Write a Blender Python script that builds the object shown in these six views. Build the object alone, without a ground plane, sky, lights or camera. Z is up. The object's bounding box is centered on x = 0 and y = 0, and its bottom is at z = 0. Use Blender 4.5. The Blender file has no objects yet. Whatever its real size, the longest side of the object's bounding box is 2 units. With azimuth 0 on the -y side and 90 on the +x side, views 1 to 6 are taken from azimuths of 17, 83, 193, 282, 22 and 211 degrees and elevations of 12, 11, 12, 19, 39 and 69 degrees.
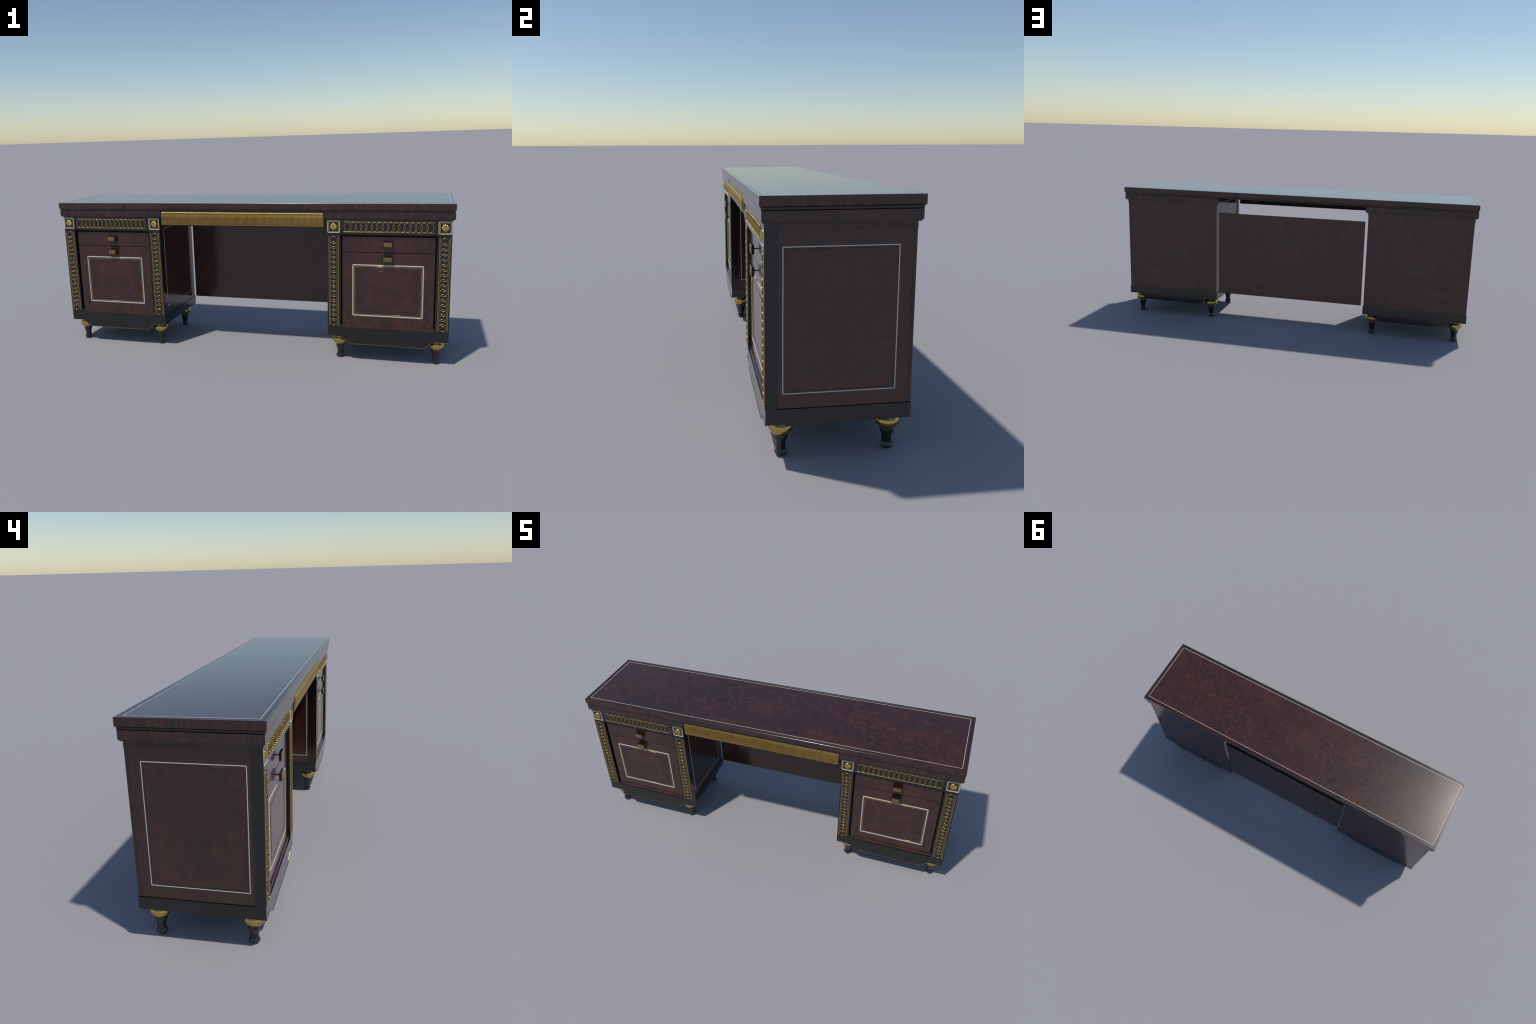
"""Neoclassical pedestal writing desk: burl mahogany, black lacquer, gilt ornament."""
import bpy, bmesh, math
from mathutils import Vector, Matrix

# ------------------------------------------------------------------ materials
class Nodes:
    def __init__(self, name):
        self.mat = bpy.data.materials.new(name)
        self.mat.use_nodes = True
        self.t = self.mat.node_tree
        self.t.nodes.clear()
        self.out = self.add("ShaderNodeOutputMaterial")
        self.bsdf = self.add("ShaderNodeBsdfPrincipled")
        self.link(self.bsdf.outputs[0], self.out.inputs[0])

    def add(self, kind, **props):
        n = self.t.nodes.new(kind)
        for k, v in props.items():
            setattr(n, k, v)
        return n

    def link(self, a, b):
        self.t.links.new(a, b)

    def put(self, socket, v):
        if hasattr(v, "is_linked") or isinstance(v, bpy.types.NodeSocket):
            self.link(v, socket)
        else:
            socket.default_value = v

    def math(self, op, a, b=0.0, c=None):
        n = self.add("ShaderNodeMath", operation=op)
        self.put(n.inputs[0], a)
        self.put(n.inputs[1], b)
        if c is not None:
            self.put(n.inputs[2], c)
        return n.outputs[0]

    def vmath(self, op, a, b=None):
        n = self.add("ShaderNodeVectorMath", operation=op)
        self.put(n.inputs[0], a)
        if b is not None:
            self.put(n.inputs[1], b)
        return n.outputs[0]

    def noise(self, vec, scale, detail=2.0, rough=0.5, distortion=0.0):
        n = self.add("ShaderNodeTexNoise")
        self.put(n.inputs["Vector"], vec)
        n.inputs["Scale"].default_value = scale
        n.inputs["Detail"].default_value = detail
        n.inputs["Roughness"].default_value = rough
        n.inputs["Distortion"].default_value = distortion
        return n

    def ramp(self, fac, stops):
        n = self.add("ShaderNodeValToRGB")
        e = n.color_ramp.elements
        while len(e) < len(stops):
            e.new(0.5)
        for el, (p, c) in zip(e, stops):
            el.position = p
            el.color = c if len(c) == 4 else (*c, 1.0)
        self.put(n.inputs[0], fac)
        return n.outputs[0]

    def smooth(self, v, lo, hi):
        n = self.add("ShaderNodeMapRange", interpolation_type="SMOOTHSTEP")
        self.put(n.inputs["Value"], v)
        n.inputs["From Min"].default_value = lo
        n.inputs["From Max"].default_value = hi
        return n.outputs["Result"]


def lacquer(m, roughness):
    """French polish: a satin body under a thin, smoother clear coat."""
    b = m.bsdf.inputs
    b["IOR"].default_value = 1.5
    b["Roughness"].default_value = roughness
    b["Coat Weight"].default_value = 0.45
    b["Coat Roughness"].default_value = 0.09
    b["Coat IOR"].default_value = 1.5


WOOD_DARK = (0.0180, 0.0075, 0.0055)
WOOD_MID = (0.038, 0.0125, 0.0080)
WOOD_RED = (0.068, 0.0190, 0.0105)


def wood(name, stretch=(1, 1, 1), mirror=False, offset=(0, 0, 0), figure=1.0, gain=1.0, roughness=0.2, contrast=1.0):
    """Polished burl veneer; mirror=True folds the pattern about the middle (book match)."""
    m = Nodes(name)
    co = m.add("ShaderNodeTexCoord").outputs["Object"]
    if mirror:
        co = m.vmath("ABSOLUTE", co)
    co = m.vmath("ADD", co, offset)
    co = m.vmath("MULTIPLY", co, stretch)
    warp = m.vmath("SUBTRACT", m.noise(co, 5.0, 2).outputs["Color"], (0.5, 0.5, 0.5))
    wv = m.vmath("ADD", co, m.vmath("MULTIPLY", warp, (0.13, 0.13, 0.13)))
    broad = m.noise(wv, 6.8, 3, 0.5).outputs["Fac"]
    lines = m.math("SINE", m.math("MULTIPLY", broad, 100.0 * figure))
    lines = m.math("MULTIPLY_ADD", lines, 0.5, 0.5)
    patch = m.smooth(m.noise(co, 4.0, 1).outputs["Fac"], 0.42, 0.62)
    lines = m.math("MULTIPLY", m.math("SUBTRACT", lines, 0.5), patch)
    blotch = m.noise(wv, 30.0, 3, 0.55).outputs["Fac"]
    large = m.noise(wv, 3.2, 2).outputs["Fac"]
    v = m.math("MULTIPLY_ADD", m.math("SUBTRACT", broad, 0.5), 0.55, 0.5)
    v = m.math("MULTIPLY_ADD", m.math("SUBTRACT", large, 0.5), 0.45, v)
    v = m.math("MULTIPLY_ADD", m.math("SUBTRACT", blotch, 0.5), 0.85, v)
    v = m.math("MULTIPLY_ADD", lines, 0.42, v)
    pores = m.noise(co, 420.0, 1).outputs["Fac"]
    v = m.math("MULTIPLY_ADD", m.math("SUBTRACT", pores, 0.5), 0.16, v)
    v = m.math("MULTIPLY_ADD", m.math("SUBTRACT", v, 0.5), contrast, 0.5)
    g = lambda c: tuple(x * gain for x in c)
    col = m.ramp(v, [(0.22, g(WOOD_DARK)), (0.5, g(WOOD_MID)), (0.80, g(WOOD_RED))])
    m.link(col, m.bsdf.inputs["Base Color"])
    lacquer(m, roughness)
    return m.mat


def plain(name, color, roughness, metallic=0.0, vary=0.0, polished=False):
    m = Nodes(name)
    m.bsdf.inputs["Metallic"].default_value = metallic
    m.bsdf.inputs["Roughness"].default_value = roughness
    if polished:
        lacquer(m, roughness)
    co = m.add("ShaderNodeTexCoord").outputs["Object"]
    n = m.noise(co, 60.0, 3).outputs["Fac"]
    lo = tuple(c * (1 - vary) for c in color)
    hi = tuple(c * (1 + vary) for c in color)
    m.link(m.ramp(n, [(0.3, lo), (0.7, hi)]), m.bsdf.inputs["Base Color"])
    return m.mat


BURL = wood("burl_veneer", roughness=0.2, offset=(0.37, 0.2, 0.1), gain=1.24, contrast=0.85)
BURL_MATCHED = wood("burl_veneer_book_matched", mirror=True, offset=(0.11, 0.43, 0.05), stretch=(1, 1, 0.7), gain=1.22, contrast=0.9)
FLAME = wood("flame_edge_veneer", stretch=(1.6, 1.6, 0.35), figure=0.7, contrast=1.25, offset=(0.0, 0.3, 0.0), roughness=0.2)
BAND_LONG = wood("straight_band_veneer", stretch=(0.25, 5.0, 1.0), figure=0.5, gain=1.1)
BAND_SHORT = wood("cross_band_veneer", stretch=(5.0, 0.25, 1.0), figure=0.5, gain=1.1)
STILE = wood("stile_veneer", stretch=(1.5, 1.5, 0.3), figure=0.5, offset=(0.6, 0.1, 0.2), gain=0.7)
BLACK = plain("black_lacquer", (0.0055, 0.0055, 0.0055), 0.2, vary=0.15, polished=True)
CAVITY = plain("dark_cavity", (0.004, 0.0035, 0.0035), 0.7)
GOLD = plain("gilt_brass", (0.56, 0.38, 0.12), 0.19, metallic=1.0, vary=0.08)
IVORY = plain("pale_inlay", (0.57, 0.56, 0.49), 0.45, vary=0.03)
GARNET = plain("garnet_bead", (0.075, 0.016, 0.014), 0.15, vary=0.1)

# ------------------------------------------------------------------ geometry helpers
def obj_from(name, verts, faces, mat, parent, smooth=False, angle=35, mats=None, fmat=None, loc=(0, 0, 0)):
    me = bpy.data.meshes.new(name)
    me.from_pydata([tuple(v) for v in verts], [], faces)
    bm = bmesh.new()
    bm.from_mesh(me)
    if not fmat:
        bmesh.ops.recalc_face_normals(bm, faces=bm.faces)
    bm.to_mesh(me)
    bm.free()
    for mm in (mats or [mat]):
        me.materials.append(mm)
    if fmat:
        for p, i in zip(me.polygons, fmat):
            p.material_index = i
    if smooth:
        me.shade_smooth()
        me.set_sharp_from_angle(angle=math.radians(angle))
    return place(name, me, parent, loc)


def place(name, me, parent, loc=(0, 0, 0), rot=None):
    o = bpy.data.objects.new(name, me)
    bpy.context.scene.collection.objects.link(o)
    o.parent = parent
    o.location = loc
    if rot:
        o.rotation_euler = rot
    return o


def box(name, x0, x1, y0, y1, z0, z1, mat, parent, bevel=0.0, seg=2):
    bm = bmesh.new()
    bmesh.ops.create_cube(bm, size=1.0)
    for v in bm.verts:
        v.co = Vector((x0 + (v.co.x + 0.5) * (x1 - x0), y0 + (v.co.y + 0.5) * (y1 - y0), z0 + (v.co.z + 0.5) * (z1 - z0)))
    if bevel:
        bmesh.ops.bevel(bm, geom=bm.edges[:], offset=bevel, segments=seg, affect="EDGES", profile=0.5)
    me = bpy.data.meshes.new(name)
    bm.to_mesh(me)
    bm.free()
    me.materials.append(mat)
    return place(name, me, parent)


# a plane frame maps (u, v, height) to space
def on_front(y):
    return lambda u, v, h: (u, y - h, v)


def on_side(x, sign):
    return lambda u, v, h: (sign * (x + h), u, v)


def on_top(z):
    return lambda u, v, h: (u, v, z + h)


def rect_loop(u0, u1, v0, v1, inset, radius, seg=5):
    a, b, c, d = u0 + inset, u1 - inset, v0 + inset, v1 - inset
    r = max(radius - inset, 0.0) if radius else 0.0
    if radius and r < 1e-5:
        r = 1e-5
    if not radius:
        return [(a, c), (b, c), (b, d), (a, d)]
    pts = []
    for cx, cy, s in ((b - r, c + r, -90), (b - r, d - r, 0), (a + r, d - r, 90), (a + r, c + r, 180)):
        for i in range(seg + 1):
            t = math.radians(s + 90 * i / seg)
            pts.append((cx + r * math.cos(t), cy + r * math.sin(t)))
    return pts


def plate(name, plane, rect, steps, mat, parent, cap=True, radius=0.0, closed=False, angle=35):
    """Loops of one rectangle, each (inset, height): a stepped board (cap) or a moulded frame."""
    verts, faces = [], []
    n = 0
    for inset, h in steps:
        loop = rect_loop(*rect, inset, radius)
        n = len(loop)
        verts += [plane(u, v, h) for u, v in loop]
    k = len(steps)
    for i in range(k if closed else k - 1):
        p, q = i * n, ((i + 1) % k) * n
        for j in range(n):
            faces.append((p + j, p + (j + 1) % n, q + (j + 1) % n, q + j))
    if cap:
        faces.append(tuple(range((k - 1) * n, k * n)))
        faces.append(tuple(reversed(range(n))))
    return obj_from(name, verts, faces, mat, parent, smooth=not cap, angle=angle)


def half_round(width, height, start=0.0, base=-0.001, n=6):
    """Cross-section of an inlay bead: (inset, height) pairs."""
    pts = [(start, base)]
    for i in range(n + 1):
        t = math.pi * i / n
        pts.append((start + width / 2 * (1 - math.cos(t)), height * math.sin(t)))
    return pts + [(start + width, base)]


def lathe(name, profile, mat, parent, seg=32, lobes=0, depth=0.0, angle=50):
    verts, faces = [], []
    for r, z in profile:
        for j in range(seg):
            t = 2 * math.pi * j / seg
            rr = r * (1 + depth * math.cos(lobes * t)) if lobes else r
            verts.append((rr * math.cos(t), rr * math.sin(t), z))
    k = len(profile)
    for i in range(k - 1):
        for j in range(seg):
            a, b = i * seg + j, i * seg + (j + 1) % seg
            faces.append((a, b, b + seg, a + seg))
    faces.append(tuple(reversed(range(seg))))
    faces.append(tuple(range((k - 1) * seg, k * seg)))
    return obj_from(name, verts, faces, mat, parent, smooth=True, angle=angle)


def catmull(pts, n=6):
    out = []
    P = [pts[0]] + list(pts) + [pts[-1]]
    for i in range(1, len(P) - 2):
        p0, p1, p2, p3 = P[i - 1:i + 3]
        for k in range(n):
            t = k / n
            out.append(tuple(0.5 * (2 * b + (c - a) * t + (2 * a - 5 * b + 4 * c - d) * t * t + (3 * b - a - 3 * c + d) * t ** 3)
                             for a, b, c, d in zip(p0, p1, p2, p3)))
    return out + [pts[-1]]


def ring_mesh(name, rx, rz, tube, seg=40, sides=8):
    verts, faces = [], []
    for i in range(seg):
        t = 2 * math.pi * i / seg
        c, s = math.cos(t), math.sin(t)
        nx, nz = c * rz, s * rx
        ln = math.hypot(nx, nz)
        nx, nz = nx / ln, nz / ln
        for j in range(sides):
            p = 2 * math.pi * j / sides
            a, b = tube * math.cos(p), tube * math.sin(p)
            verts.append((rx * c + nx * a, b, rz * s + nz * a))
    for i in range(seg):
        for j in range(sides):
            a, b = i * sides + j, i * sides + (j + 1) % sides
            c, d = ((i + 1) % seg) * sides + j, ((i + 1) % seg) * sides + (j + 1) % sides
            faces.append((a, c, d, b))
    me = bpy.data.meshes.new(name)
    me.from_pydata(verts, [], faces)
    me.materials.append(GOLD)
    me.shade_smooth()
    return me


def ball_mesh(name, r, mat):
    bm = bmesh.new()
    bmesh.ops.create_uvsphere(bm, u_segments=14, v_segments=9, radius=r)
    me = bpy.data.meshes.new(name)
    bm.to_mesh(me)
    bm.free()
    me.materials.append(mat)
    me.shade_smooth()
    return me


def rosette_mesh(name, radius, petals=8, rings=18, seg=96):
    """Low gilt flower: petals that swell from a button to a scalloped rim, facing -y."""
    verts, faces = [(0, -0.0062, 0)], []
    for i in range(1, rings + 1):
        f = i / rings
        for j in range(seg):
            t = 2 * math.pi * j / seg
            lobe = abs(math.cos(petals * t / 2)) ** 0.6
            rr = radius * f * (1 - 0.04 * (1 - lobe) * f)
            dome = math.sqrt(max(0.0, 1 - f ** 2.4))
            petal = math.sin(math.pi * min(1.0, max(0.0, (f - 0.24) / 0.76))) * lobe
            button = max(0.0, 1 - (f / 0.26) ** 2)
            h = 0.0048 * dome + 0.0030 * petal + 0.002 * button
            verts.append((rr * math.cos(t), -h, rr * math.sin(t)))
    for j in range(seg):
        faces.append((0, 1 + j, 1 + (j + 1) % seg))
    for i in range(rings - 1):
        for j in range(seg):
            a, b = 1 + i * seg + j, 1 + i * seg + (j + 1) % seg
            faces.append((a, a + seg, b + seg, b))
    me = bpy.data.meshes.new(name)
    me.from_pydata(verts, [], faces)
    me.materials.append(GOLD)
    me.shade_smooth()
    return me


def reed_panel(name, x0, x1, z0, z1, y, mat, parent, count, reed, bulge, ends=0.0, per=12):
    """Vertical reeds side by side over a gently cushioned front, facing -y."""
    nx = count * per
    verts, faces = [], []
    half = [0.0, 0.25, 0.5, 0.68, 0.8, 0.88, 0.93, 0.97, 1.0]
    levels = [-h for h in reversed(half)] + half[1:]
    rows = len(levels)
    for k, s in enumerate(levels):
        w = (s + 1) / 2
        for i in range(nx + 1):
            u = abs(2 * (i % per) / per - 1)          # 0 on the crown, 1 in the groove
            crown = reed * math.sqrt(max(0.0, 1 - (u / 0.76) ** 2)) if u < 0.76 else -0.9 * reed
            yy = y - bulge * (1 - s * s) - ends * (1 - abs(s) ** 7) - crown
            verts.append((x0 + (x1 - x0) * i / nx, yy, z0 + (z1 - z0) * w))
    for k in range(rows - 1):
        for i in range(nx):
            a = k * (nx + 1) + i
            faces.append((a, a + 1, a + nx + 2, a + nx + 1))
    # close the back so the piece is a solid bar
    b = len(verts)
    verts += [(x0, y + 0.004, z0), (x1, y + 0.004, z0), (x1, y + 0.004, z1), (x0, y + 0.004, z1)]
    faces.append((b + 3, b + 2, b + 1, b))
    faces.append(tuple(range(nx, -1, -1)) + (b, b + 1))
    last = (rows - 1) * (nx + 1)
    faces.append(tuple(range(last, last + nx + 1)) + (b + 2, b + 3))
    me_obj = obj_from(name, verts, faces, mat, parent, smooth=True, angle=60)
    return me_obj


# ------------------------------------------------------------------ the desk
desk = bpy.data.objects.new("writing_desk", None)
bpy.context.scene.collection.objects.link(desk)
desk["label"] = "long neoclassical double-pedestal desk, dark burl wood with gilt ornament"
desk["category"] = "writing desk"

TOP_Z, HALF_X, HALF_Y = 0.7618, 1.0, 0.2265
PED_X = 0.708            # pedestal centre
FRONT = -0.2125          # front of the black posts
SIDE = 0.2785            # half width of posts and plinth
PANEL = 0.2755           # half width over the side panels

# ---- tabletop: core slab, raised field and edge bands with real grooves between
top = plate("tabletop", on_top(TOP_Z), (-HALF_X, HALF_X, -HALF_Y, HALF_Y),
            [(0.0035, -0.0308), (0.0, -0.0275), (0.0, -0.0032), (0.0004, -0.0028)], FLAME, desk)
GROOVE = 0.0105
plate("fillet", on_top(TOP_Z), (-HALF_X, HALF_X, -HALF_Y, HALF_Y),
      [(0.006, -0.0390), (0.0045, -0.0375), (0.0045, -0.0300)], BLACK, top)
rim = 0.0007
EDGE_R = 0.0014
steps = [(0.0, -0.0034)] + [(EDGE_R * (1 - math.cos(t)), EDGE_R * (math.sin(t) - 1)) for t in (math.pi / 2 * k / 6 for k in range(7))] + \
        [(GROOVE - rim, 0.0), (GROOVE, -rim), (GROOVE, -0.0034)]


def mitred_band(name, long_side, sign, mat):
    verts, faces = [], []
    for inset, h in steps:
        a, b = HALF_X - inset, HALF_Y - inset
        ends = ((-a, sign * b), (a, sign * b)) if long_side else ((sign * a, -b), (sign * a, b))
        verts += [(ends[0][0], ends[0][1], TOP_Z + h), (ends[1][0], ends[1][1], TOP_Z + h)]
    k = len(steps)
    for i in range(k):
        p, q = 2 * i, 2 * ((i + 1) % k)
        faces.append((p, p + 1, q + 1, q))
    faces.append(tuple(2 * i for i in range(k)))
    faces.append(tuple(2 * i + 1 for i in reversed(range(k))))
    return obj_from(name, verts, faces, mat, top)


for s in (-1, 1):
    mitred_band("edge_band", True, s, BAND_LONG)
    mitred_band("edge_band", False, s, BAND_SHORT)
G1 = GROOVE + 0.0016
plate("top_veneer", on_top(TOP_Z), (-HALF_X, HALF_X, -HALF_Y, HALF_Y),
      [(G1, -0.0034), (G1, -rim), (G1 + rim, 0.0),
       (0.0258, 0.0), (0.0262, -0.0012), (0.0270, -0.0012), (0.0274, 0.0), (0.2, 0.0)], BURL, top, angle=60)
plate("inlay_line", on_top(TOP_Z), (-HALF_X, HALF_X, -HALF_Y, HALF_Y),
      half_round(0.0025, 0.0004, start=0.0216), IVORY, top, cap=False, angle=80)

# ---- kneehole drawer: black slab with a reeded gilt front
drawer = box("kneehole_drawer", -0.4175, 0.4175, -0.2170, -0.1900, 0.6475, 0.7235, BLACK, desk, bevel=0.0015)
GX, GZ0, GZ1 = 0.4125, 0.6530, 0.7188
reed_panel("reeded_front", -GX + 0.0025, GX - 0.0025, GZ0 + 0.0022, GZ1 - 0.002, -0.2160, GOLD, drawer, 144, 0.0022, 0.0030, ends=0.0044)
plate("gilt_border", on_front(-0.2170), (-GX, GX, GZ0, GZ1),
      [(0.0, -0.001), (0.0, 0.0016), (0.0006, 0.0022), (0.0030, 0.0022), (0.0034, 0.0016), (0.0034, -0.001)], GOLD, drawer, cap=False, radius=0.004, angle=30)

# ---- modesty panel
box("modesty_panel", -0.4180, 0.4180, 0.1930, 0.2088, 0.1657, 0.6382, BURL_MATCHED, desk, bevel=0.0006)

# ---- pedestal (built once around x = 0, then the second shares all mesh data)
ped = box("pedestal", -0.2738, 0.2738, -0.1765, 0.2098, 0.1605, 0.6885, BURL_MATCHED, desk, bevel=0.0008)
ped.location.x = PED_X

box("drawer_cavity", -0.2165, 0.2165, -0.1900, -0.1760, 0.1610, 0.6880, CAVITY, ped)
box("cornice", -0.2905, 0.2905, -0.2207, 0.2207, 0.6925, 0.7226, FLAME, ped, bevel=0.0012)
box("cornice_bead", -0.2870, 0.2870, -0.2172, 0.2172, 0.6882, 0.6935, BLACK, ped, bevel=0.0012)
for s in (-1, 1):
    a, b = sorted((s * 0.2155, s * SIDE))
    box("corner_post", a, b, FRONT, -0.1765, 0.1626, 0.6884, BLACK, ped, bevel=0.0007)
    # side veneers: head strip, back stile and grooved panel
    a, b = sorted((s * 0.2730, s * 0.2772))
    box("head_strip", a, b, -0.1762, 0.2103, 0.6685, 0.6884, STILE, ped, bevel=0.0005)
    a, b = sorted((s * 0.2730, s * 0.2752))
    box("back_stile", a, b, 0.2000, 0.2103, 0.1628, 0.6683, STILE, ped, bevel=0.0004)
    plate("side_panel", on_side(PANEL, s), (-0.1763, 0.1998, 0.1640, 0.6683),
          [(0.0, -0.003), (0.0, -0.0004), (0.0004, 0.0)], BURL_MATCHED, ped, cap=True)
    R = (-0.1630, 0.1630, 0.2062, 0.6252)
    plate("inlay_line", on_side(PANEL, s), R, half_round(0.0031, 0.0008), IVORY, ped, cap=False, radius=0.004, angle=80)
    plate("black_string", on_side(PANEL, s), R, half_round(0.0018, 0.0008, start=0.0074), BLACK, ped, cap=False, angle=80)
box("frame_rail", -0.2154, 0.2154, FRONT, -0.1850, 0.6165, 0.6884, BLACK, ped, bevel=0.0004)
box("bottom_rail", -0.2150, 0.2150, -0.2075, -0.1860, 0.1600, 0.1795, BURL_MATCHED, ped, bevel=0.0012)

# plinth with scalloped apron, and its gilt edge
LIP, DROP = 0.1172, 0.0843


def scallop(x):
    t = min(1.0, max(0.0, (SIDE - 0.0535 - abs(x)) / 0.066))
    return LIP + (DROP - LIP) * t * t * t * (t * (6 * t - 15) + 10)


xs = [-SIDE, -0.2250] + [-0.2250 + 0.066 * i / 20 for i in range(1, 21)]
xs = xs + [-x for x in reversed(xs)]
edge = [(x, scallop(x)) for x in xs]
n = len(edge)
PF, PB, PT = -0.2110, 0.2110, 0.1624
verts = [(x, PF, z) for x, z in edge] + [(x, PB, z) for x, z in edge] + \
        [(x, PF, PT) for x in xs] + [(x, PB, PT) for x in xs]
faces = []
for i in range(n - 1):
    faces += [(i, i + 1, n + i + 1, n + i), (2 * n + i, 3 * n + i, 3 * n + i + 1, 2 * n + i + 1),
              (i, 2 * n + i, 2 * n + i + 1, i + 1), (n + i, n + i + 1, 3 * n + i + 1, 3 * n + i)]
faces += [(0, n, 3 * n, 2 * n), (n - 1, 3 * n - 1, 4 * n - 1, 2 * n - 1)]
obj_from("plinth", verts, faces, BLACK, ped, smooth=True, angle=30)
verts, faces = [], []
for i, (x, z) in enumerate(edge):
    p, q = edge[max(0, i - 1)], edge[min(n - 1, i + 1)]
    d = Vector((q[0] - p[0], q[1] - p[1])).normalized()
    nx, nz = -d.y, d.x
    for off, y in ((-0.0006, PF + 0.004), (-0.0006, PF - 0.0004), (0.0000, PF - 0.0010), (0.0011, PF - 0.0010), (0.0016, PF + 0.004)):
        verts.append((x + nx * off, y, z + nz * off))
for i in range(n - 1):
    for j in range(4):
        a = i * 5 + j
        faces.append((a, a + 1, a + 6, a + 5))
obj_from("gilt_edge", verts, faces, GOLD, ped, smooth=True, angle=30)

# feet
FOOT = catmull([(0.0125, 0.0), (0.0165, 0.0025), (0.0188, 0.0085), (0.0168, 0.0145), (0.0148, 0.0200), (0.0147, 0.0300),
                (0.0160, 0.0400), (0.0195, 0.0500), (0.0210, 0.0570), (0.0205, 0.0640), (0.0180, 0.0690)])
COLLAR = catmull([(0.0150, 0.0660), (0.0225, 0.0672), (0.0300, 0.0740), (0.0352, 0.0820), (0.0366, 0.0890),
                  (0.0348, 0.0970), (0.0300, 0.1060), (0.0260, 0.1180)])
foot = lathe("foot", FOOT, BLACK, ped, seg=28)
collar = lathe("gilt_collar", COLLAR, GOLD, ped, seg=128, lobes=32, depth=0.006, angle=70)
spots = [(sx * 0.2250, sy * 0.1600, 0.0) for sx in (-1, 1) for sy in (-1, 1)]
foot.location = collar.location = spots[0]
for sp in spots[1:]:
    for o in (foot, collar):
        c = o.copy()
        c.location = sp
        bpy.context.scene.collection.objects.link(c)

# drawers
DF = -0.2025
DX = 0.2090
WZ0, WZ1, WX = 0.2235, 0.4745, 0.1622
plate("upper_drawer", on_front(DF), (-DX, DX, 0.5332, 0.6065),
      [(0.0, -0.0124), (0.0, -0.0006), (0.0006, 0.0)], BURL_MATCHED, ped)
plate("lower_drawer", on_front(DF), (-DX, DX, 0.1790, 0.5305),
      [(0.0, -0.0124), (0.0, -0.0006), (0.0006, 0.0)], BURL_MATCHED, ped)
plate("field_frame", on_front(DF), (-WX, WX, WZ0, WZ1), half_round(0.0056, 0.0018, n=8), IVORY, ped, cap=False, radius=0.006, angle=80)
plate("gilt_line", on_front(DF), (-WX, WX, WZ0, WZ1), half_round(0.0026, 0.0012, start=0.0085), GOLD, ped, cap=False, angle=80)
plate("black_string", on_front(DF), (-WX, WX, WZ0, WZ1), half_round(0.0020, 0.0009, start=0.0290), BLACK, ped, cap=False, angle=80)

# drawer pulls: black block on a stem, reeded gilt face
for zc in (0.5733, 0.5033):
    pull = box("drawer_pull", -0.0236, 0.0236, -0.2215, -0.2122, zc - 0.0150, zc + 0.0150, BLACK, ped, bevel=0.0012)
    box("pull_stem", -0.0020, 0.0020, -0.2130, DF + 0.001, zc - 0.0020, zc + 0.0020, BLACK, ped)
    reed_panel("pull_reeds", -0.0188, 0.0188, zc - 0.0098, zc + 0.0098, -0.2212, GOLD, ped, 7, 0.0012, 0.0003, ends=0.0003)

# rosette blocks on the post heads
rosette = rosette_mesh("rosette", 0.0177)
for s in (-1, 1):
    cx, cz, hw = s * 0.2485, 0.6532, 0.0294
    rect = (cx - hw, cx + hw, cz - hw, cz + hw)
    plate("rosette_frame", on_front(FRONT), rect, half_round(0.0035, 0.0018), IVORY, ped, cap=False, radius=0.005, angle=80)
    plate("rosette_gilt_frame", on_front(FRONT), rect, half_round(0.0036, 0.0012, start=0.0047), GOLD, ped, cap=False, angle=80)
    place("rosette", rosette, ped, (cx, FRONT, cz))

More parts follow.
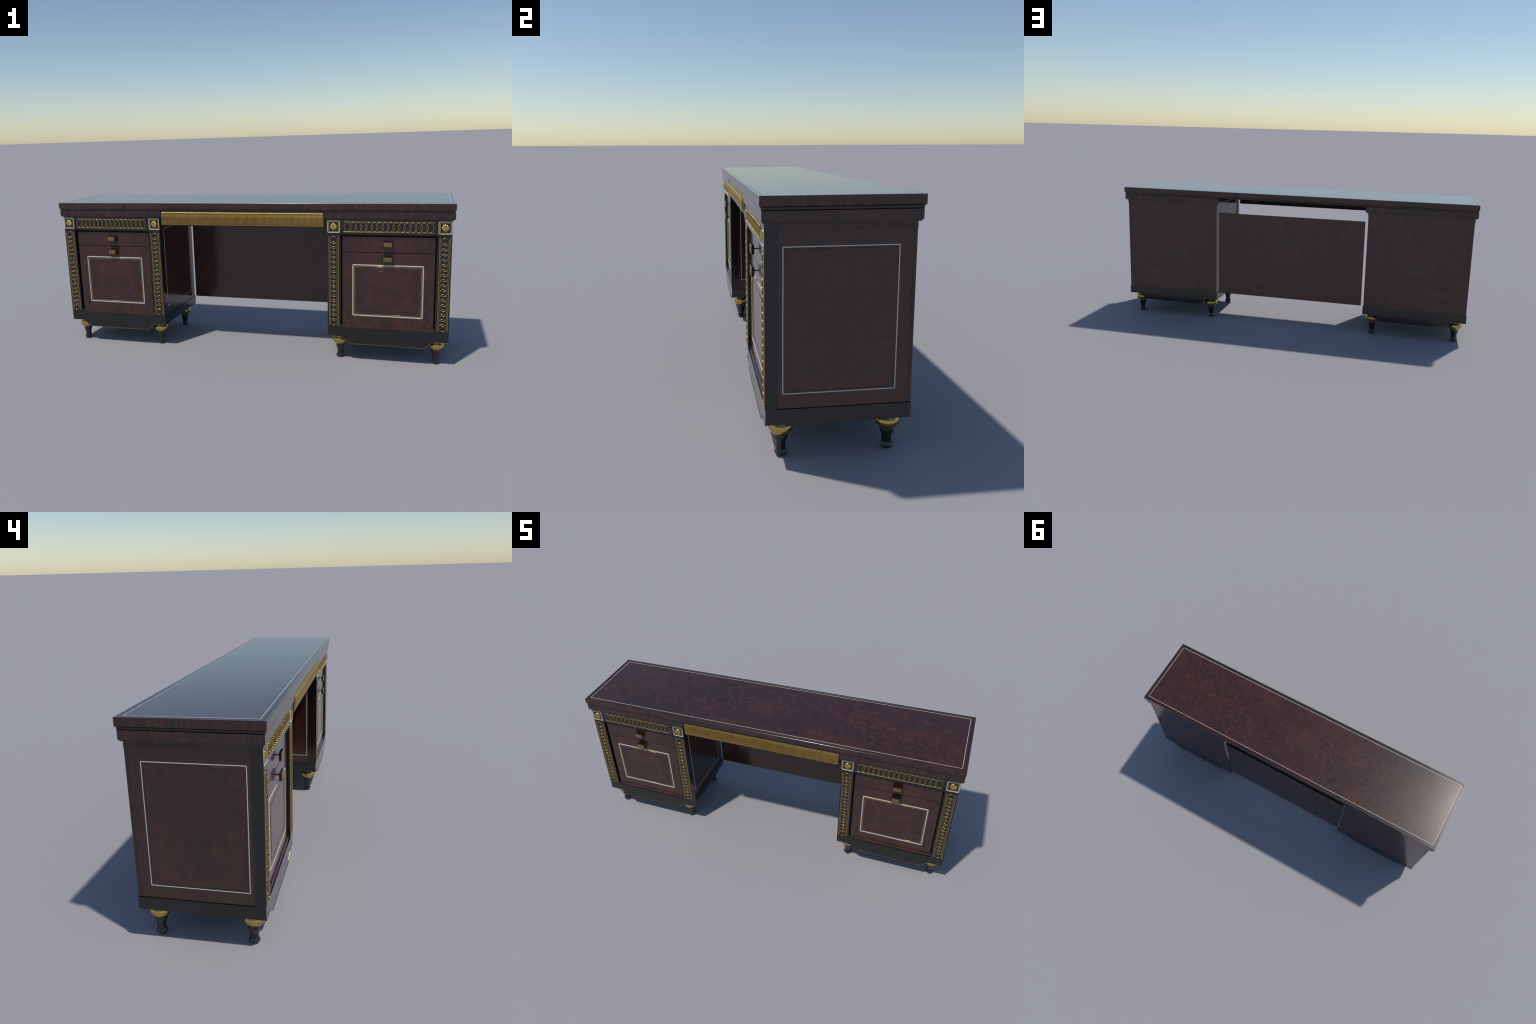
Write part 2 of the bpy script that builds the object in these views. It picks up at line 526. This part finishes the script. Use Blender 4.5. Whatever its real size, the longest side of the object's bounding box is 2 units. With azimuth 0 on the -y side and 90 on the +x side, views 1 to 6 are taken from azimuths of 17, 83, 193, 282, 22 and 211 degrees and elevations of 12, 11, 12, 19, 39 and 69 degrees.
# interlaced ring ornament with garnet beads, between gilt lines
bead = ball_mesh("bead", 0.0024, GARNET)
oval = ring_mesh("oval_ring", 0.0165, 0.0212, 0.0012)
ring = ring_mesh("ring", 0.0172, 0.0165, 0.0012)
RY = FRONT - 0.0007
for i in range(16):
    x = -0.1828 + 0.3656 * i / 15
    place("rail_ring", oval, ped, (x, RY - 0.0003 * (i % 2), 0.6532))
    place("bead", bead, ped, (x, FRONT - 0.0009, 0.6532))
for s in (-1, 1):
    for i in range(18):
        z = 0.5900 - 0.3990 * i / 17
        place("post_ring", ring, ped, (s * 0.2485, RY - 0.0003 * (i % 2), z))
        place("bead", bead, ped, (s * 0.2485, FRONT - 0.0009, z))


def gilt_strip(name, x0, x1, z0, z1, seg=8):
    """Half-round gilt rod laid on the post face."""
    upright = (z1 - z0) > (x1 - x0)
    w = (x1 - x0 if upright else z1 - z0) / 2
    c = (x0 + x1) / 2 if upright else (z0 + z1) / 2
    verts, faces = [], []
    for end in ((z0, z1) if upright else (x0, x1)):
        for k in range(seg + 1):
            t = math.pi * k / seg
            a, y = c + w * math.cos(t), FRONT + 0.0002 - 0.9 * w * math.sin(t)
            verts.append((a, y, end) if upright else (end, y, a))
    for k in range(seg):
        faces.append((k, k + 1, seg + 2 + k, seg + 1 + k))
    faces += [tuple(range(seg + 1)), tuple(range(seg + 1, 2 * seg + 2))]
    obj_from(name, verts, faces, GOLD, ped, smooth=True, angle=50)


for z in (0.6768, 0.6290):
    gilt_strip("gilt_strip", -0.2026, 0.2026, z - 0.0014, z + 0.0014)
for s in (-1, 1):
    for d in (-0.0218, 0.0218):
        c = s * 0.2485 + d
        gilt_strip("gilt_strip", c - 0.0017, c + 0.0017, 0.1712, 0.6093)

# ---- second pedestal: same meshes, shifted
twin = ped.copy()
bpy.context.scene.collection.objects.link(twin)
twin.location.x = -PED_X
bpy.context.view_layer.update()
for o in [c for c in bpy.context.scene.objects if c.parent == ped]:
    c = o.copy()
    c.parent = twin
    bpy.context.scene.collection.objects.link(c)
